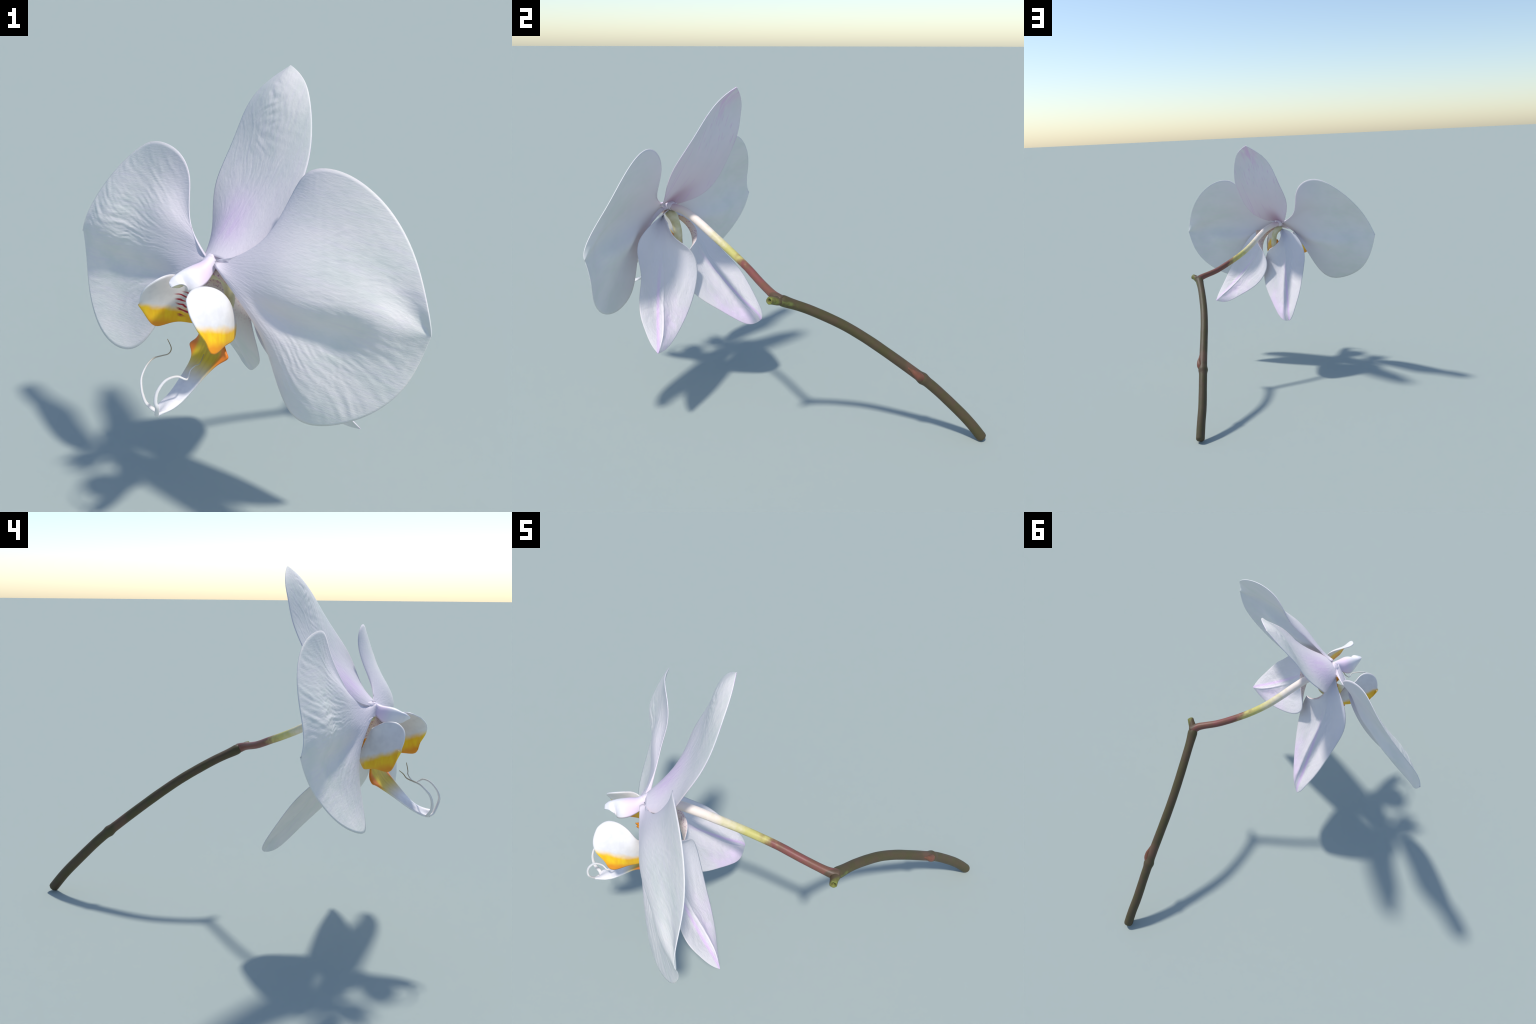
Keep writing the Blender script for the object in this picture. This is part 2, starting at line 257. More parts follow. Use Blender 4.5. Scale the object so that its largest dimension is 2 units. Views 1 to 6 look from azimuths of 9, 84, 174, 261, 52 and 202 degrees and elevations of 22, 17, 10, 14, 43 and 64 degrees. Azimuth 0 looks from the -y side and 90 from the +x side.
def catmull(path, n):
    """Smooth curve that passes through the path points, n samples by length."""
    P = V(path, float)
    P = np.vstack([2 * P[0] - P[1], P, 2 * P[-1] - P[-2]])
    out = []
    for i in range(1, len(P) - 2):
        for s in np.linspace(0, 1, 24, endpoint=False):
            a, b, c, d = P[i - 1:i + 3]
            out.append(0.5 * (2 * b + (c - a) * s + (2 * a - 5 * b + 4 * c - d) * s ** 2 + (3 * b - a - 3 * c + d) * s ** 3))
    out.append(P[-2])
    out = V(out)
    L = np.r_[0, np.cumsum(np.linalg.norm(np.diff(out, axis=0), axis=1))]
    q = np.linspace(0, L[-1], n)
    return np.stack([np.interp(q, L, out[:, k]) for k in range(3)], 1), q / L[-1]


def tube(name, path, radius, mats, n=80, seg=24, parent=None, frame=None, shape=None, up=(0, 0, 1), caps=(True, True), face_mat=None):
    """Sweep a (possibly uneven) ring along a path.  radius(s) in metres, s in 0..1;
    shape(s, angle, centre) may return a factor on the radius and an offset."""
    C, s = catmull(path, n)
    T = np.gradient(C, axis=0)
    T /= np.linalg.norm(T, axis=1)[:, None]
    a = V(up, float)
    verts, faces = [], []
    for i in range(n):
        a = a - a.dot(T[i]) * T[i]
        a /= np.linalg.norm(a)
        b = np.cross(T[i], a)
        r = radius(s[i])
        for k in range(seg):
            th = 2 * math.pi * k / seg
            f = shape(s[i], th) if shape else (1, 1)
            if not isinstance(f, tuple):
                f = (f, f)
            verts.append(tuple(C[i] + r * (f[0] * math.cos(th) * a + f[1] * math.sin(th) * b)))
    for i in range(n - 1):
        for k in range(seg):
            k2 = (k + 1) % seg
            faces.append((i * seg + k, i * seg + k2, (i + 1) * seg + k2, (i + 1) * seg + k))
    if caps[0]:
        faces.append(tuple(range(seg))[::-1])
    if caps[1]:
        faces.append(tuple(range((n - 1) * seg, n * seg)))
    return new_object(name, verts, faces, mats, None, frame, parent)


def blob(name, centre, axes, mats, parent=None, frame=None, lumps=0.0, seg=28, shape=None):
    """An ellipsoid with three given half-axis vectors, gently lumped."""
    c = V(centre)
    A = [V(a, float) for a in axes]
    verts, faces = [], []
    rings = seg // 2
    for i in range(1, rings):
        ph = math.pi * i / rings
        for k in range(seg):
            th = 2 * math.pi * k / seg
            d = V([math.sin(ph) * math.cos(th), math.sin(ph) * math.sin(th), math.cos(ph)])
            f = 1 + lumps * noise.noise(Vector(d * 2.3) + Vector(c) * 9)
            if shape:
                f *= shape(d)
            verts.append(tuple(c + f * (d[0] * A[0] + d[1] * A[1] + d[2] * A[2])))
    for i in range(rings - 2):
        for k in range(seg):
            k2 = (k + 1) % seg
            faces.append((i * seg + k, (i + 1) * seg + k, (i + 1) * seg + k2, i * seg + k2))
    top, bot = len(verts), len(verts) + 1
    verts += [tuple(c + A[2]), tuple(c - A[2])]
    for k in range(seg):
        k2 = (k + 1) % seg
        faces.append((top, k, k2))
        faces.append((bot, (rings - 2) * seg + k2, (rings - 2) * seg + k))
    return new_object(name, verts, faces, mats, None, frame, parent)


# --------------------------------------------------------------------------
# materials
# --------------------------------------------------------------------------
def srgb(r, g, b):
    f = lambda c: c / 12.92 if c <= 0.04045 else ((c + 0.055) / 1.055) ** 2.4
    return (f(r / 255), f(g / 255), f(b / 255), 1)


class Mat:
    """Small node-tree builder; every method returns an output socket."""

    def __init__(s, name, rough=0.6, spec=0.3):
        s.m = bpy.data.materials.new(name)
        s.m.use_nodes = True
        s.nt = s.m.node_tree
        s.bsdf = s.nt.nodes['Principled BSDF']
        s.bsdf.inputs['Roughness'].default_value = rough
        s.bsdf.inputs['Specular IOR Level'].default_value = spec
        s.co = s.node('ShaderNodeTexCoord').outputs['Object']
        sx = s.node('ShaderNodeSeparateXYZ')
        s.link(s.co, sx.inputs[0])
        s.x, s.y, s.z = sx.outputs

    def node(s, kind, **k):
        n = s.nt.nodes.new(kind)
        for a, b in k.items():
            setattr(n, a, b)
        return n

    def link(s, a, b):
        s.nt.links.new(a, b)

    def put(s, sock, v):
        if isinstance(v, bpy.types.NodeSocket):
            s.link(v, sock)
        else:
            sock.default_value = v

    def math(s, op, a, b=0.0, c=0.0):
        n = s.node('ShaderNodeMath', operation=op)
        for sock, v in zip(n.inputs, (a, b, c)):
            s.put(sock, v)
        return n.outputs[0]

    def step(s, v, a, b, lo=0.0, hi=1.0):
        n = s.node('ShaderNodeMapRange', interpolation_type='SMOOTHSTEP')
        if a > b:
            a, b, lo, hi = b, a, hi, lo
        for sock, x in zip(n.inputs, (v, a, b, lo, hi)):
            s.put(sock, x)
        return n.outputs[0]

    def mix(s, f, a, b, blend='MIX'):
        n = s.node('ShaderNodeMix', data_type='RGBA', blend_type=blend)
        s.put(n.inputs['Factor'], f)
        s.put(n.inputs[6], a)
        s.put(n.inputs[7], b)
        return n.outputs[2]

    def scaled(s, sx, sy, sz, loc=(0, 0, 0)):
        n = s.node('ShaderNodeMapping')
        s.link(s.co, n.inputs[0])
        n.inputs['Scale'].default_value = (sx, sy, sz)
        n.inputs['Location'].default_value = loc
        return n.outputs[0]

    def noise(s, scale=(1, 1, 1), detail=3, rough=0.55, loc=(0, 0, 0), distortion=0.0):
        n = s.node('ShaderNodeTexNoise')
        s.link(s.scaled(*scale, loc=loc), n.inputs['Vector'])
        n.inputs['Scale'].default_value = 1
        n.inputs['Detail'].default_value = detail
        n.inputs['Roughness'].default_value = rough
        n.inputs['Distortion'].default_value = distortion
        return n.outputs[0]

    def spots(s, scale, size, loc=(0, 0, 0)):
        n = s.node('ShaderNodeTexVoronoi', feature='F1')
        s.link(s.scaled(*scale, loc=loc), n.inputs['Vector'])
        n.inputs['Scale'].default_value = 1
        return s.step(n.outputs['Distance'], size, size * 0.55)

    def bump(s, h, strength=0.2, dist=0.002):
        n = s.node('ShaderNodeBump')
        n.inputs['Strength'].default_value = strength
        n.inputs['Distance'].default_value = dist
        s.link(h, n.inputs['Height'])
        s.link(n.outputs[0], s.bsdf.inputs['Normal'])

    def done(s, colour):
        s.put(s.bsdf.inputs['Base Color'], colour)
        return s.m


WHITE = srgb(232, 226, 221)
COOL = srgb(220, 220, 213)
LILAC = srgb(225, 214, 222)


def petal_skin(name, length, base_tint=LILAC, tint_end=0.75, pink=None, white=WHITE, cool=COOL):
    m = Mat(name)
    t = m.math('DIVIDE', m.y, length)
    mott = m.noise((9, 6, 9), 4)
    c = m.mix(m.step(mott, 0.35, 0.7), white, cool)
    veins = m.noise((70, 5, 40), 3, loc=(3, 0, 0))
    c = m.mix(m.math('MULTIPLY', m.step(veins, 0.45, 0.75), 0.35), c, LILAC)
    c = m.mix(m.step(t, tint_end, 0.02, 0, 0.9), c, base_tint)
    return m, t, c


def petal_front(length):
    m, t, c = petal_skin('petal_front_skin', length)
    m.bump(m.noise((150, 30, 120), 4), 0.35, 0.003)
    return m.done(c)


def petal_back(length):
    m, t, c = petal_skin('petal_back_skin', length, base_tint=srgb(222, 212, 221), white=srgb(226, 223, 222), cool=srgb(218, 219, 215))
    m.bump(m.noise((120, 20, 90), 3), 0.15, 0.002)
    return m.done(c)


def dorsal_front(length):
    m, t, c = petal_skin('sepal_front_skin', length)
    streak = m.noise((40, 5, 30), 3, loc=(1, 2, 0))
    f = m.math('MULTIPLY', m.step(t, 0.02, 0.16), m.step(t, 0.5, 0.2))
    f = m.math('MULTIPLY', f, m.step(m.math('ABSOLUTE', m.math('ADD', m.x, 0.01)), 0.13, 0.01))
    f = m.math('MULTIPLY', f, m.math('MULTIPLY_ADD', streak, 1.0, 0.25))
    c = m.mix(f, c, srgb(222, 198, 224))
    m.bump(m.noise((110, 60, 110), 4), 0.35, 0.003)
    return m.done(c)


def dorsal_back(length):
    m, t, c = petal_skin('sepal_back_skin', length, base_tint=srgb(222, 204, 217), tint_end=0.9,
                         white=srgb(226, 218, 226), cool=srgb(218, 215, 221))
    near = m.math('MULTIPLY', m.step(t, 0.30, 0.0), m.step(m.math('ABSOLUTE', m.x), 0.10, 0.0))
    c = m.mix(m.math('MULTIPLY', near, 0.9), c, srgb(196, 158, 178))
    tip = m.math('MULTIPLY', m.step(t, 0.70, 0.92), m.step(m.math('ABSOLUTE', m.math('ADD', m.x, -0.01)), 0.10, 0.01))
    streak = m.noise((55, 6, 40), 3, loc=(5, 2, 0))
    c = m.mix(m.math('MULTIPLY', tip, m.step(streak, 0.35, 0.65, 0, 0.75)), c, srgb(224, 182, 222))
    w = m.noise((90, 2.5, 60), 2, loc=(0, 4, 0))
    c = m.mix(m.math('MULTIPLY', m.step(w, 0.55, 0.72), 0.45), c, srgb(214, 178, 214))
    return m.done(c)


def lateral_back(length, side):
    """Back of a lateral sepal: white with a rosy keel and a rosy half near the tip."""
    m, t, c = petal_skin('lateral_sepal_back_skin', length, base_tint=srgb(222, 218, 226),
                         white=srgb(225, 218, 219), cool=srgb(217, 213, 212))
    d = m.math('ABSOLUTE', m.math('ADD', m.x, 0.0))
    keel = m.math('MULTIPLY', m.step(d, 0.016, 0.0), m.step(t, 0.25, 0.8))
    c = m.mix(m.math('MULTIPLY', keel, 0.7), c, srgb(228, 190, 232))
    tip = m.math('MULTIPLY', m.step(t, 0.5, 0.9), m.step(m.math('MULTIPLY', m.x, side), -0.005, 0.07))
    c = m.mix(m.math('MULTIPLY', tip, m.step(m.noise((14, 9, 14), 3), 0.3, 0.7, 0.1, 0.6)), c, srgb(236, 205, 238))
    m.bump(m.noise((130, 45, 100), 4, 0.65), 0.5, 0.003)
    return m.done(c)


def lateral_front(length):
    """Inside of a lateral sepal: white, creamy and freckled with purple at the base."""
    m, t, c = petal_skin('lateral_sepal_front_skin', length, base_tint=srgb(226, 214, 222))
    near = m.step(t, 0.42, 0.12)
    c = m.mix(m.math('MULTIPLY', m.step(t, 0.36, 0.08), 0.9), c, srgb(216, 186, 160))
    sp = m.math('MULTIPLY', m.spots((95, 95, 95), 0.42), near)
    c = m.mix(m.math('MULTIPLY', sp, 0.75), c, srgb(168, 96, 140))
    return m.done(c)


def lobe_skin(name, inner, zlow, tilt=(0, 0), red_at=None):
    """Lip side lobe: white above, a soft edge to yolk yellow below, orange rim."""
    m = Mat(name, rough=0.42, spec=0.4)
    c = m.mix(m.step(m.noise((25, 25, 25), 3), 0.35, 0.7), srgb(230, 227, 226), srgb(222, 219, 219))
    h = m.math('ADD', m.z, m.math('ADD', m.math('MULTIPLY', m.x, tilt[0]), m.math('MULTIPLY', m.y, tilt[1])))
    h = m.math('ADD', h, m.math('MULTIPLY_ADD', m.noise((14, 14, 14), 2), 0.05, -0.025))
    yellow = m.mix(m.step(m.noise((40, 40, 12), 3), 0.3, 0.7), srgb(252, 206, 30), srgb(246, 184, 28))
    yellow = m.mix(m.step(h, zlow - 0.035, zlow - 0.075), yellow, srgb(238, 150, 30))
    c = m.mix(m.step(h, zlow + 0.020, zlow - 0.016), c, yellow)
    if inner and red_at:
        w = m.node('ShaderNodeTexWave', wave_type='BANDS', bands_direction='DIAGONAL')
        m.link(m.scaled(*red_at['scale'], loc=red_at.get('loc', (0, 0, 0))), w.inputs['Vector'])
        w.inputs['Scale'].default_value = 1
        w.inputs['Distortion'].default_value = 4.0
        w.inputs['Detail'].default_value = 1
        near = m.step(m.math('ABSOLUTE', m.math('SUBTRACT', m.x, red_at['x'])), red_at['w'], red_at['w'] * 0.6)
        near = m.math('MULTIPLY', near, m.math('MULTIPLY', m.step(m.z, red_at['z0'] - 0.01, red_at['z0'] + 0.01), m.step(m.z, red_at['z1'] + 0.01, red_at['z1'] - 0.01)))
        f = m.math('MULTIPLY', m.step(w.outputs['Fac'], 0.62, 0.8), near)
        c = m.mix(f, c, srgb(178, 40, 62))
    m.bump(m.noise((60, 60, 200), 3), 0.12, 0.002)
    return m.done(c)


def mid_lobe_skin():
    m = Mat('mid_lobe_skin', rough=0.45, spec=0.4)
    c = m.mix(m.step(m.noise((30, 30, 30), 3), 0.35, 0.7), srgb(240, 236, 236), srgb(228, 224, 228))
    t = m.y                                        # metres from the base of the lobe
    yellow = m.mix(m.step(m.noise((60, 12, 60), 3), 0.35, 0.7), srgb(218, 186, 36), srgb(202, 166, 36))
    c = m.mix(m.step(t, 0.245, 0.12), c, yellow)
    d = m.math('ABSOLUTE', m.math('ADD', m.x, 0.0))
    horn = m.math('MULTIPLY', m.step(d, 0.055, 0.082), m.step(t, 0.20, 0.12))
    c = m.mix(horn, c, srgb(228, 126, 36))
    return m.done(c)


def tendril_skin():
    m = Mat('tendril_skin', rough=0.5)
    return m.done(m.mix(m.step(m.z, 0.15, 0.20), srgb(226, 222, 220), srgb(150, 134, 96)))


def column_skin():
    m = Mat('column_skin', rough=0.4, spec=0.4)
    c = m.mix(m.step(m.noise((30, 30, 30), 3), 0.3, 0.7), srgb(236, 232, 234), srgb(230, 227, 230))
    f = m.math('MULTIPLY', m.step(m.y, 0.0, 0.05, 0.5, 1), m.step(m.y, 0.12, 0.06))
    c = m.mix(f, c, srgb(234, 214, 232))
    return m.done(c)


def plain(name, a, b, scale=40, rough=0.5):
    m = Mat(name, rough=rough)
    return m.done(m.mix(m.step(m.noise((scale,) * 3, 3), 0.3, 0.7), a, b))


def stem_skin():
    m = Mat('stem_bark', rough=0.55, spec=0.35)
    c = m.mix(m.step(m.noise((22, 14, 14), 4, loc=(2, 0, 0)), 0.38, 0.65), srgb(84, 69, 50), srgb(78, 71, 43))
    c = m.mix(m.math('MULTIPLY', m.step(m.noise((90, 60, 60), 4), 0.55, 0.75), 0.55), c, srgb(76, 82, 42))
    c = m.mix(m.math('MULTIPLY', m.step(m.noise((12, 9, 9), 3, loc=(7, 3, 1)), 0.55, 0.7), 0.5), c, srgb(84, 64, 52))
    # a green flush on the near flank below the cut stub
    g = m.math('MULTIPLY', m.step(m.y, 0.010, -0.04), m.step(m.math('SUBTRACT', m.x, m.math('MULTIPLY', m.z, 0.5)), 0.252, 0.262))
    c = m.mix(m.math('MULTIPLY', g, m.step(m.noise((40, 20, 40), 3), 0.35, 0.7)), c, srgb(106, 116, 58))
    # reddish skin round the node
    n = m.step(m.math('ABSOLUTE', m.math('SUBTRACT', m.y, 0.585)), 0.05, 0.015)
    c = m.mix(m.math('MULTIPLY', n, 0.5), c, srgb(112, 78, 66))
    m.bump(m.noise((90, 60, 90), 4), 0.3, 0.003)
    return m.done(c)


def pedicel_skin():
    m = Mat('pedicel_skin', rough=0.45, spec=0.35)
    j = m.math('ADD', m.x, m.math('MULTIPLY_ADD', m.noise((24, 24, 24), 4), 0.16, -0.08))
    c = m.mix(m.step(m.noise((30, 30, 30), 3), 0.35, 0.7), srgb(130, 76, 72), srgb(120, 82, 66))
    c = m.mix(m.step(j, 0.42, 0.32), c, srgb(196, 188, 112))
    c = m.mix(m.step(j, 0.32, 0.14), c, srgb(238, 224, 214))
    c = m.mix(m.step(m.x, 0.06, 0.0), c, srgb(226, 206, 210))
    c = m.mix(m.step(m.math('ADD', m.x, m.math('MULTIPLY', m.y, -0.4)), 0.672, 0.682), c, srgb(92, 74, 58))
    return m.done(c)


# --------------------------------------------------------------------------
# surface relief of the tepals (metres, along the front normal)
# --------------------------------------------------------------------------
def fan(P, front):
    """Angle and distance of every point as seen from the base of the organ."""
    M = V(leaf_frame(P, front).inverted())
    Q = P @ M[:3, :3].T + M[:3, 3]
    r = np.hypot(Q[..., 0], Q[..., 1])
    return np.arctan2(Q[..., 0], Q[..., 1] + 0.04) / (1 + 1.3 * r), r     # veins bend outwards


def vein_noise(A, R, fa, fr, seed, warp=0.05):
    """Noise drawn out along the veins, which fan out from the base."""
    out = np.zeros_like(A)
    for i in range(A.shape[0]):
        for j in range(A.shape[1]):
            a, r = float(A[i, j]), float(R[i, j])
            a += warp * noise.noise(Vector((r * 7, a * 4, seed)))
            out[i, j] = noise.noise(Vector((a * fa, r * fr, seed + 10)))
    return out


def bell(x, c, w):
    return np.exp(-((x - c) / w) ** 2)


def petal_relief(seed, front, upper, lower, mott, valley):
    def f(T, U, P):
        A, R = fan(P, front)
        rim = smooth(0, 0.02, np.minimum(U, 1 - U)) * smooth(0, 0.04, 1 - T)
        folds = vein_noise(A, R, 62, 8, seed, 0.03) * (0.8 + 0.8 * vein_noise(A, R, 7, 9, seed + 20))
        fine = vein_noise(A, R, 100, 16, seed + 3)
        lump = vein_noise(A, R, 34, 30, seed + 6, 0.25)
        out = smooth(0.26, 0.5, R)
        amp = out * (upper * smooth(0.55, 0.42, U) + lower * smooth(0.62, 0.78, U))
        r = rim * (folds * (amp + 0.0004) + fine * (0.4 * amp + 0.0004) + lump * mott * out)
        v = valley[0] * bell(U, valley[1], valley[2]) * smooth(0.08, 0.35, T) * smooth(0.92, 0.6, T)
        return r - v, -0.3 * r + v
    return f


def dorsal_relief(T, U, P):
    A, R = fan(P, (-0.3, -0.9, 0.4))
    rim = smooth(0, 0.08, np.minimum(U, 1 - U)) * smooth(0, 0.06, 1 - T)
    pits = vein_noise(A, R, 30, 34, 3, 0.2)
    veins = vein_noise(A, R, 80, 7, 5)
    mid = bell(U, 0.5, 0.18) * smooth(0.45, 0.8, T)
    r = rim * (pits * (0.0005 + 0.0032 * mid) + veins * 0.0007 * smooth(0.05, 0.3, T))
    return r, -0.25 * r


def lateral_relief(seed, front):
    def f(T, U, P):
        A, R = fan(P, front)
        rim = smooth(0, 0.06, np.minimum(U, 1 - U)) * smooth(0, 0.05, 1 - T)
        r = rim * (vein_noise(A, R, 36, 16, seed, 0.15) * 0.0013 + vein_noise(A, R, 70, 30, seed + 4, 0.2) * 0.0008) * smooth(0.1, 0.4, T)
        keel = bell(U, 0.5, 0.03) * 0.004 * smooth(0.12, 0.4, T) * smooth(1.0, 0.9, T)
        return -0.5 * r, r + keel
    return f


# --------------------------------------------------------------------------
# build
# --------------------------------------------------------------------------
orchid = bpy.data.objects.new('orchid_spray', None)
bpy.context.scene.collection.objects.link(orchid)
orchid.location = (0.683, 0.975, 0.0)
orchid['label'] = 'white moth orchid flower with yellow lip on brown stem'
orchid['category'] = 'flower'
bpy.context.view_layer.update()

# --- stalk --------------------------------------------------------------
bark = stem_skin()


def stem_radius(s):
    r = 0.0275 - 0.003 * s
    r *= min(1, math.sqrt(max(0.0, 1 - (1 - min(1, s / 0.012)) ** 2)) * 0.35 + 0.65)
    r += 0.0055 * math.exp(-((s - 0.351) / 0.014) ** 2)         # node
    r += 0.005 * math.exp(-((s - 0.985) / 0.04) ** 2)          # swollen top
    r *= 1 + 0.02 * noise.noise(Vector((s * 18, 3, 1)))
    if s > 0.97:
        r *= math.sqrt(max(0.05, 1 - ((s - 0.97) / 0.034) ** 2))
    return r


STEM_PATH = [(x - 0.004, y, z - 0.002) for x, y, z in STEM_PATH]
stem = tube('stem', STEM_PATH, stem_radius, [bark], n=170, seg=32, parent=orchid)

scale_mat = plain('bud_scale_skin', srgb(124, 74, 60), srgb(104, 72, 52), 30)
bud_frame = Matrix.Identity(4)
bud = tube('bud_scale', [(0.648, 0.650, 0.354), (0.659, 0.626, 0.375), (0.663, 0.600, 0.398), (0.659, 0.576, 0.417), (0.659, 0.560, 0.430)],
           lambda s: 0.0285 * (1 - s ** 1.6 * 0.9) * (0.6 + 0.4 * min(1, s * 3)), [scale_mat], n=24, seg=20, parent=stem,
           shape=lambda s, th: (0.9, 0.8))

def stub_skin():
    m = Mat('cut_stub_skin', rough=0.55)
    c = m.mix(m.step(m.noise((45, 45, 45), 3), 0.3, 0.7), srgb(126, 134, 60), srgb(100, 92, 52))
    return m.done(m.mix(m.step(m.x, 0.684, 0.668), c, srgb(88, 74, 54)))


stub_mat = stub_skin()


def stub_ring():
    """A short hollow tube: outer wall, rounded lip, and a pit inside."""
    path = [(0.650, -0.100, 0.815), (0.664, -0.122, 0.821), (0.678, -0.140, 0.826), (0.688, -0.151, 0.829)]
    C, s = catmull(path, 10)
    rings = [(C[i], 0.0235 - 0.006 * s[i]) for i in range(10)]
    d = (C[-1] - C[-2]) / np.linalg.norm(C[-1] - C[-2])
    rings += [(C[-1] + d * 0.002, 0.0150), (C[-1] - d * 0.001, 0.0095), (C[-1] - d * 0.008, 0.007), (C[-1] - d * 0.016, 0.004)]
    a = V((0, 0, 1.0)) - d * d[2]
    a /= np.linalg.norm(a)
    b = np.cross(d, a)
    seg, verts, faces = 24, [], []
    for i, (c, r) in enumerate(rings):
        for k in range(seg):
            th = 2 * math.pi * k / seg
            w = r * (1 + 0.12 * noise.noise(Vector((math.cos(th), math.sin(th), i * 0.15)) * 1.5))
            verts.append(tuple(c + w * (math.cos(th) * a * 1.05 + math.sin(th) * b)))
    n = len(rings)
    for i in range(n - 1):
        for k in range(seg):
            k2 = (k + 1) % seg
            faces.append((i * seg + k, i * seg + k2, (i + 1) * seg + k2, (i + 1) * seg + k))
    faces.append(tuple(range((n - 1) * seg, n * seg)))
    return new_object('cut_stub', verts, faces, [stub_mat], parent=stem)


stub_ring()


def pedicel_radius(s):
    r = 0.0205 + 0.0065 * math.exp(-(s / 0.05) ** 2) - 0.0005 * s
    r += 0.002 * math.exp(-((s - 0.75) / 0.2) ** 2)
    return r * (1 + 0.015 * noise.noise(Vector((s * 20, 8, 2))))


PEDICEL_PATH = [(x, y, z - 0.006) for x, y, z in PEDICEL_PATH]
tube('pedicel', PEDICEL_PATH, pedicel_radius, [pedicel_skin()], n=120, seg=28, parent=orchid)

# --- tepals -------------------------------------------------------------
FRONT = (-0.15, -1.0, 0.05)
blade('dorsal_sepal', DORSAL, (-0.3, -0.9, 0.4), [dorsal_front(0.75), dorsal_back(0.75)], nt=150, nu=110,
      relief=dorsal_relief, parent=orchid)
pf, pb = petal_front(0.75), petal_back(0.75)
blade('petal', RIGHT_PETAL, (0.2, -1, 0.2), [pf, pb], nt=170, nu=170, relief=petal_relief(2, (0.2, -1, 0.2), 0.0006, 0.0021, 0.0007, (0.030, 0.665, 0.10)), parent=orchid)
blade('petal', LEFT_PETAL, (-0.4, -1, 0.2), [pf, pb], nt=170, nu=170, relief=petal_relief(4, (-0.4, -1, 0.2), 0.0026, 0.0012, 0.0004, (0.018, 0.66, 0.10)), parent=orchid)
lf = lateral_front(0.7)
blade('lateral_sepal', NEAR_SEPAL, (-0.6, -0.4, -0.5), [lf, lateral_back(0.75, 1)], nt=140, nu=100, relief=lateral_relief(1, (-0.6, -0.4, -0.5)), parent=orchid)
blade('lateral_sepal', FAR_SEPAL, (-0.2, -0.4, -0.8), [lf, lateral_back(0.75, -1)], nt=140, nu=100, relief=lateral_relief(8, (-0.2, -0.4, -0.8)), parent=orchid)

# --- column -------------------------------------------------------------
def build_column():
    nt, nu = 60, 40
    t, u = np.linspace(0, 1, nt), np.linspace(0, 1, nu)
    P = loft(COLUMN, t, u)
    lower = []
    for i in range(nt):                 # hollowed underside
        a, b, top = P[i, -1], P[i, 0], P[i, nu // 2]
        row = []
        for s in np.linspace(0, 1, 18)[1:-1]:
            q = a + (b - a) * s
            row.append(q + (top - q) * 0.18 * math.sin(math.pi * s) * float(smooth(0.45, 0.7, V(t[i]))))
        lower.append(row)
    R = np.concatenate([P, V(lower)], 1)
    n = R.shape[1]
    verts = [tuple(v) for v in R.reshape(-1, 3)]
    faces = []
    for i in range(nt - 1):
        for k in range(n):
            k2 = (k + 1) % n
            faces.append((i * n + k, (i + 1) * n + k, (i + 1) * n + k2, i * n + k2))
    faces.append(tuple(range(n)))
    faces.append(tuple(range((nt - 1) * n, nt * n))[::-1])
    return new_object('column', verts, faces, [column_skin()], None, leaf_frame(P, (0, 0, 1)), orchid)


column = build_column()
blob('anther_cap', (-0.128, -0.742, 1.104), [(0.018, 0.022, 0.004), (-0.014, 0.012, 0), (0.002, 0.003, -0.018)],
     [plain('anther_skin', srgb(236, 226, 190), srgb(222, 214, 190))], parent=column)

# --- lip ----------------------------------------------------------------
def at(p):
    return Matrix.Translation(p)


lip = tube('lip', [(-0.045, -0.632, 1.10), (-0.012, -0.612, 1.085), (0.008, -0.598, 1.055), (0.018, -0.588, 1.01), (0.018, -0.588, 0.965), (0.002, -0.598, 0.925), (-0.03, -0.622, 0.895)],
           lambda s: 0.022 + 0.008 * math.exp(-((s - 0.1) / 0.15) ** 2) + 0.006 * s, [plain('claw_skin', srgb(226, 220, 188), srgb(206, 198, 146), 18)],
           n=50, seg=24, parent=orchid, shape=lambda s, th: (0.75, 1.0), frame=at((0.0, -0.6, 1.0)))
LEFT_EDGE, RIGHT_EDGE = (-0.124, (0.3, 0.25)), (-0.104, (0.2, 0.35))
stripes = dict(x=-0.148, w=0.040, z0=-0.10, z1=0.005, scale=(20, 0, 27))
left_in = lobe_skin('side_lobe_inner_skin', True, *LEFT_EDGE, red_at=stripes)
left_out = lobe_skin('side_lobe_outer_skin', False, *LEFT_EDGE)
right_in = lobe_skin('side_lobe_inner_skin', False, *RIGHT_EDGE)
right_out = lobe_skin('side_lobe_outer_skin', False, *RIGHT_EDGE)
blade('side_lobe', SIDE_L, (0.3, -0.9, 0.3), [left_in, left_out], thick=0.007, start=0.10, nt=70, nu=60, parent=lip, frame=at((0.0, -0.6, 1.0)))
blade('side_lobe', SIDE_R, (-0.9, 0.3, 0.3), [right_in, right_out], thick=0.007, start=0.09, nt=70, nu=60, parent=lip, frame=at((0.0, -0.6, 1.0)))
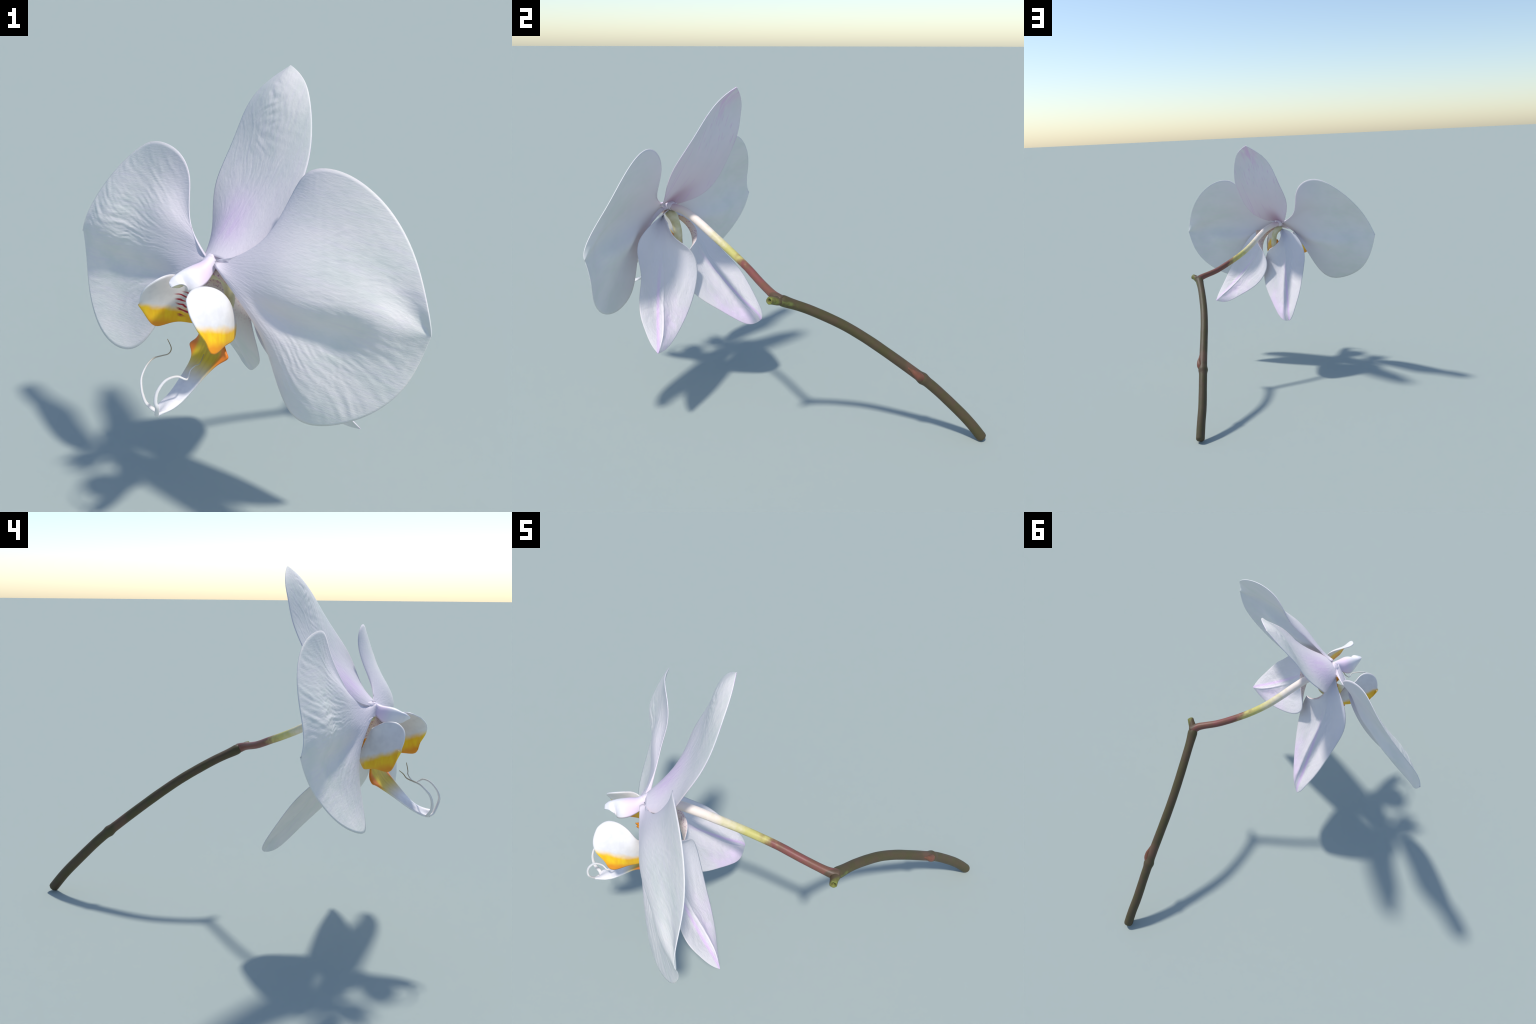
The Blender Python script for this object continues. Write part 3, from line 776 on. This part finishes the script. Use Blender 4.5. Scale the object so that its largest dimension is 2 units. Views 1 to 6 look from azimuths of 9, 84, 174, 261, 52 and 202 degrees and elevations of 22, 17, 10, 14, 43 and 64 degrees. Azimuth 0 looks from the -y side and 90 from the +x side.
mm = mid_lobe_skin()
blade('mid_lobe', MID_LOBE, (-0.5, -0.3, 0.8), [mm, mm], thick=0.011, nt=70, nu=40, parent=lip)
ts = tendril_skin()
for path in (TENDRIL_A, TENDRIL_B):
    tube('tendril', path, lambda s: 0.0070 * (1 - s) ** 1.1 * (1 - 0.25 * s) + 0.0015, [ts], n=110, seg=12, parent=lip,
         frame=at((-0.21, -0.87, 0.645)), shape=lambda s, th: (0.75, 1.1))
cal = Mat('callus_skin', rough=0.4)
cc = cal.mix(cal.spots((120, 120, 120), 0.4), srgb(226, 150, 36), srgb(176, 60, 28))
cal = cal.done(cc)
blob('callus', (-0.024, -0.634, 0.950), [(0.046, 0.008, 0), (0.004, -0.034, 0.010), (0, 0.004, 0.034)], [cal], parent=lip, lumps=0.45)
for dx in (-0.052, -0.014):
    blob('callus', (dx, -0.664, 0.980), [(0.013, 0.003, 0), (0.004 if dx > -0.03 else -0.010, -0.022, 0.014), (0, 0.008, 0.018)], [cal], parent=lip, lumps=0.5)
# the fleshy saddle that joins both side lobes, the claw and the mid lobe
THROAT = [
    [(-0.098, -0.578, 0.894), (-0.104, -0.590, 0.878), (-0.106, -0.602, 0.868)],
    [(-0.078, -0.585, 0.915), (-0.083, -0.610, 0.896), (-0.088, -0.634, 0.884)],
    [(-0.020, -0.605, 0.932), (-0.030, -0.635, 0.917), (-0.040, -0.658, 0.906)],
    [(0.035, -0.632, 0.925), (0.028, -0.665, 0.908), (0.015, -0.690, 0.894)],
    [(0.054, -0.690, 0.912), (0.052, -0.704, 0.898), (0.046, -0.716, 0.888)],
]
blade('throat', THROAT, (-0.3, -0.6, 0.8), [cal, cal], thick=0.014, nt=60, nu=24, parent=lip)
# the small boss where all floral parts meet
blob('receptacle', (-0.034, -0.622, 1.142), [(0.030, 0.004, 0), (-0.004, 0.030, 0), (0, -0.004, 0.028)],
     [plain('receptacle_skin', srgb(232, 222, 230), srgb(226, 214, 222))], parent=orchid, lumps=0.1)
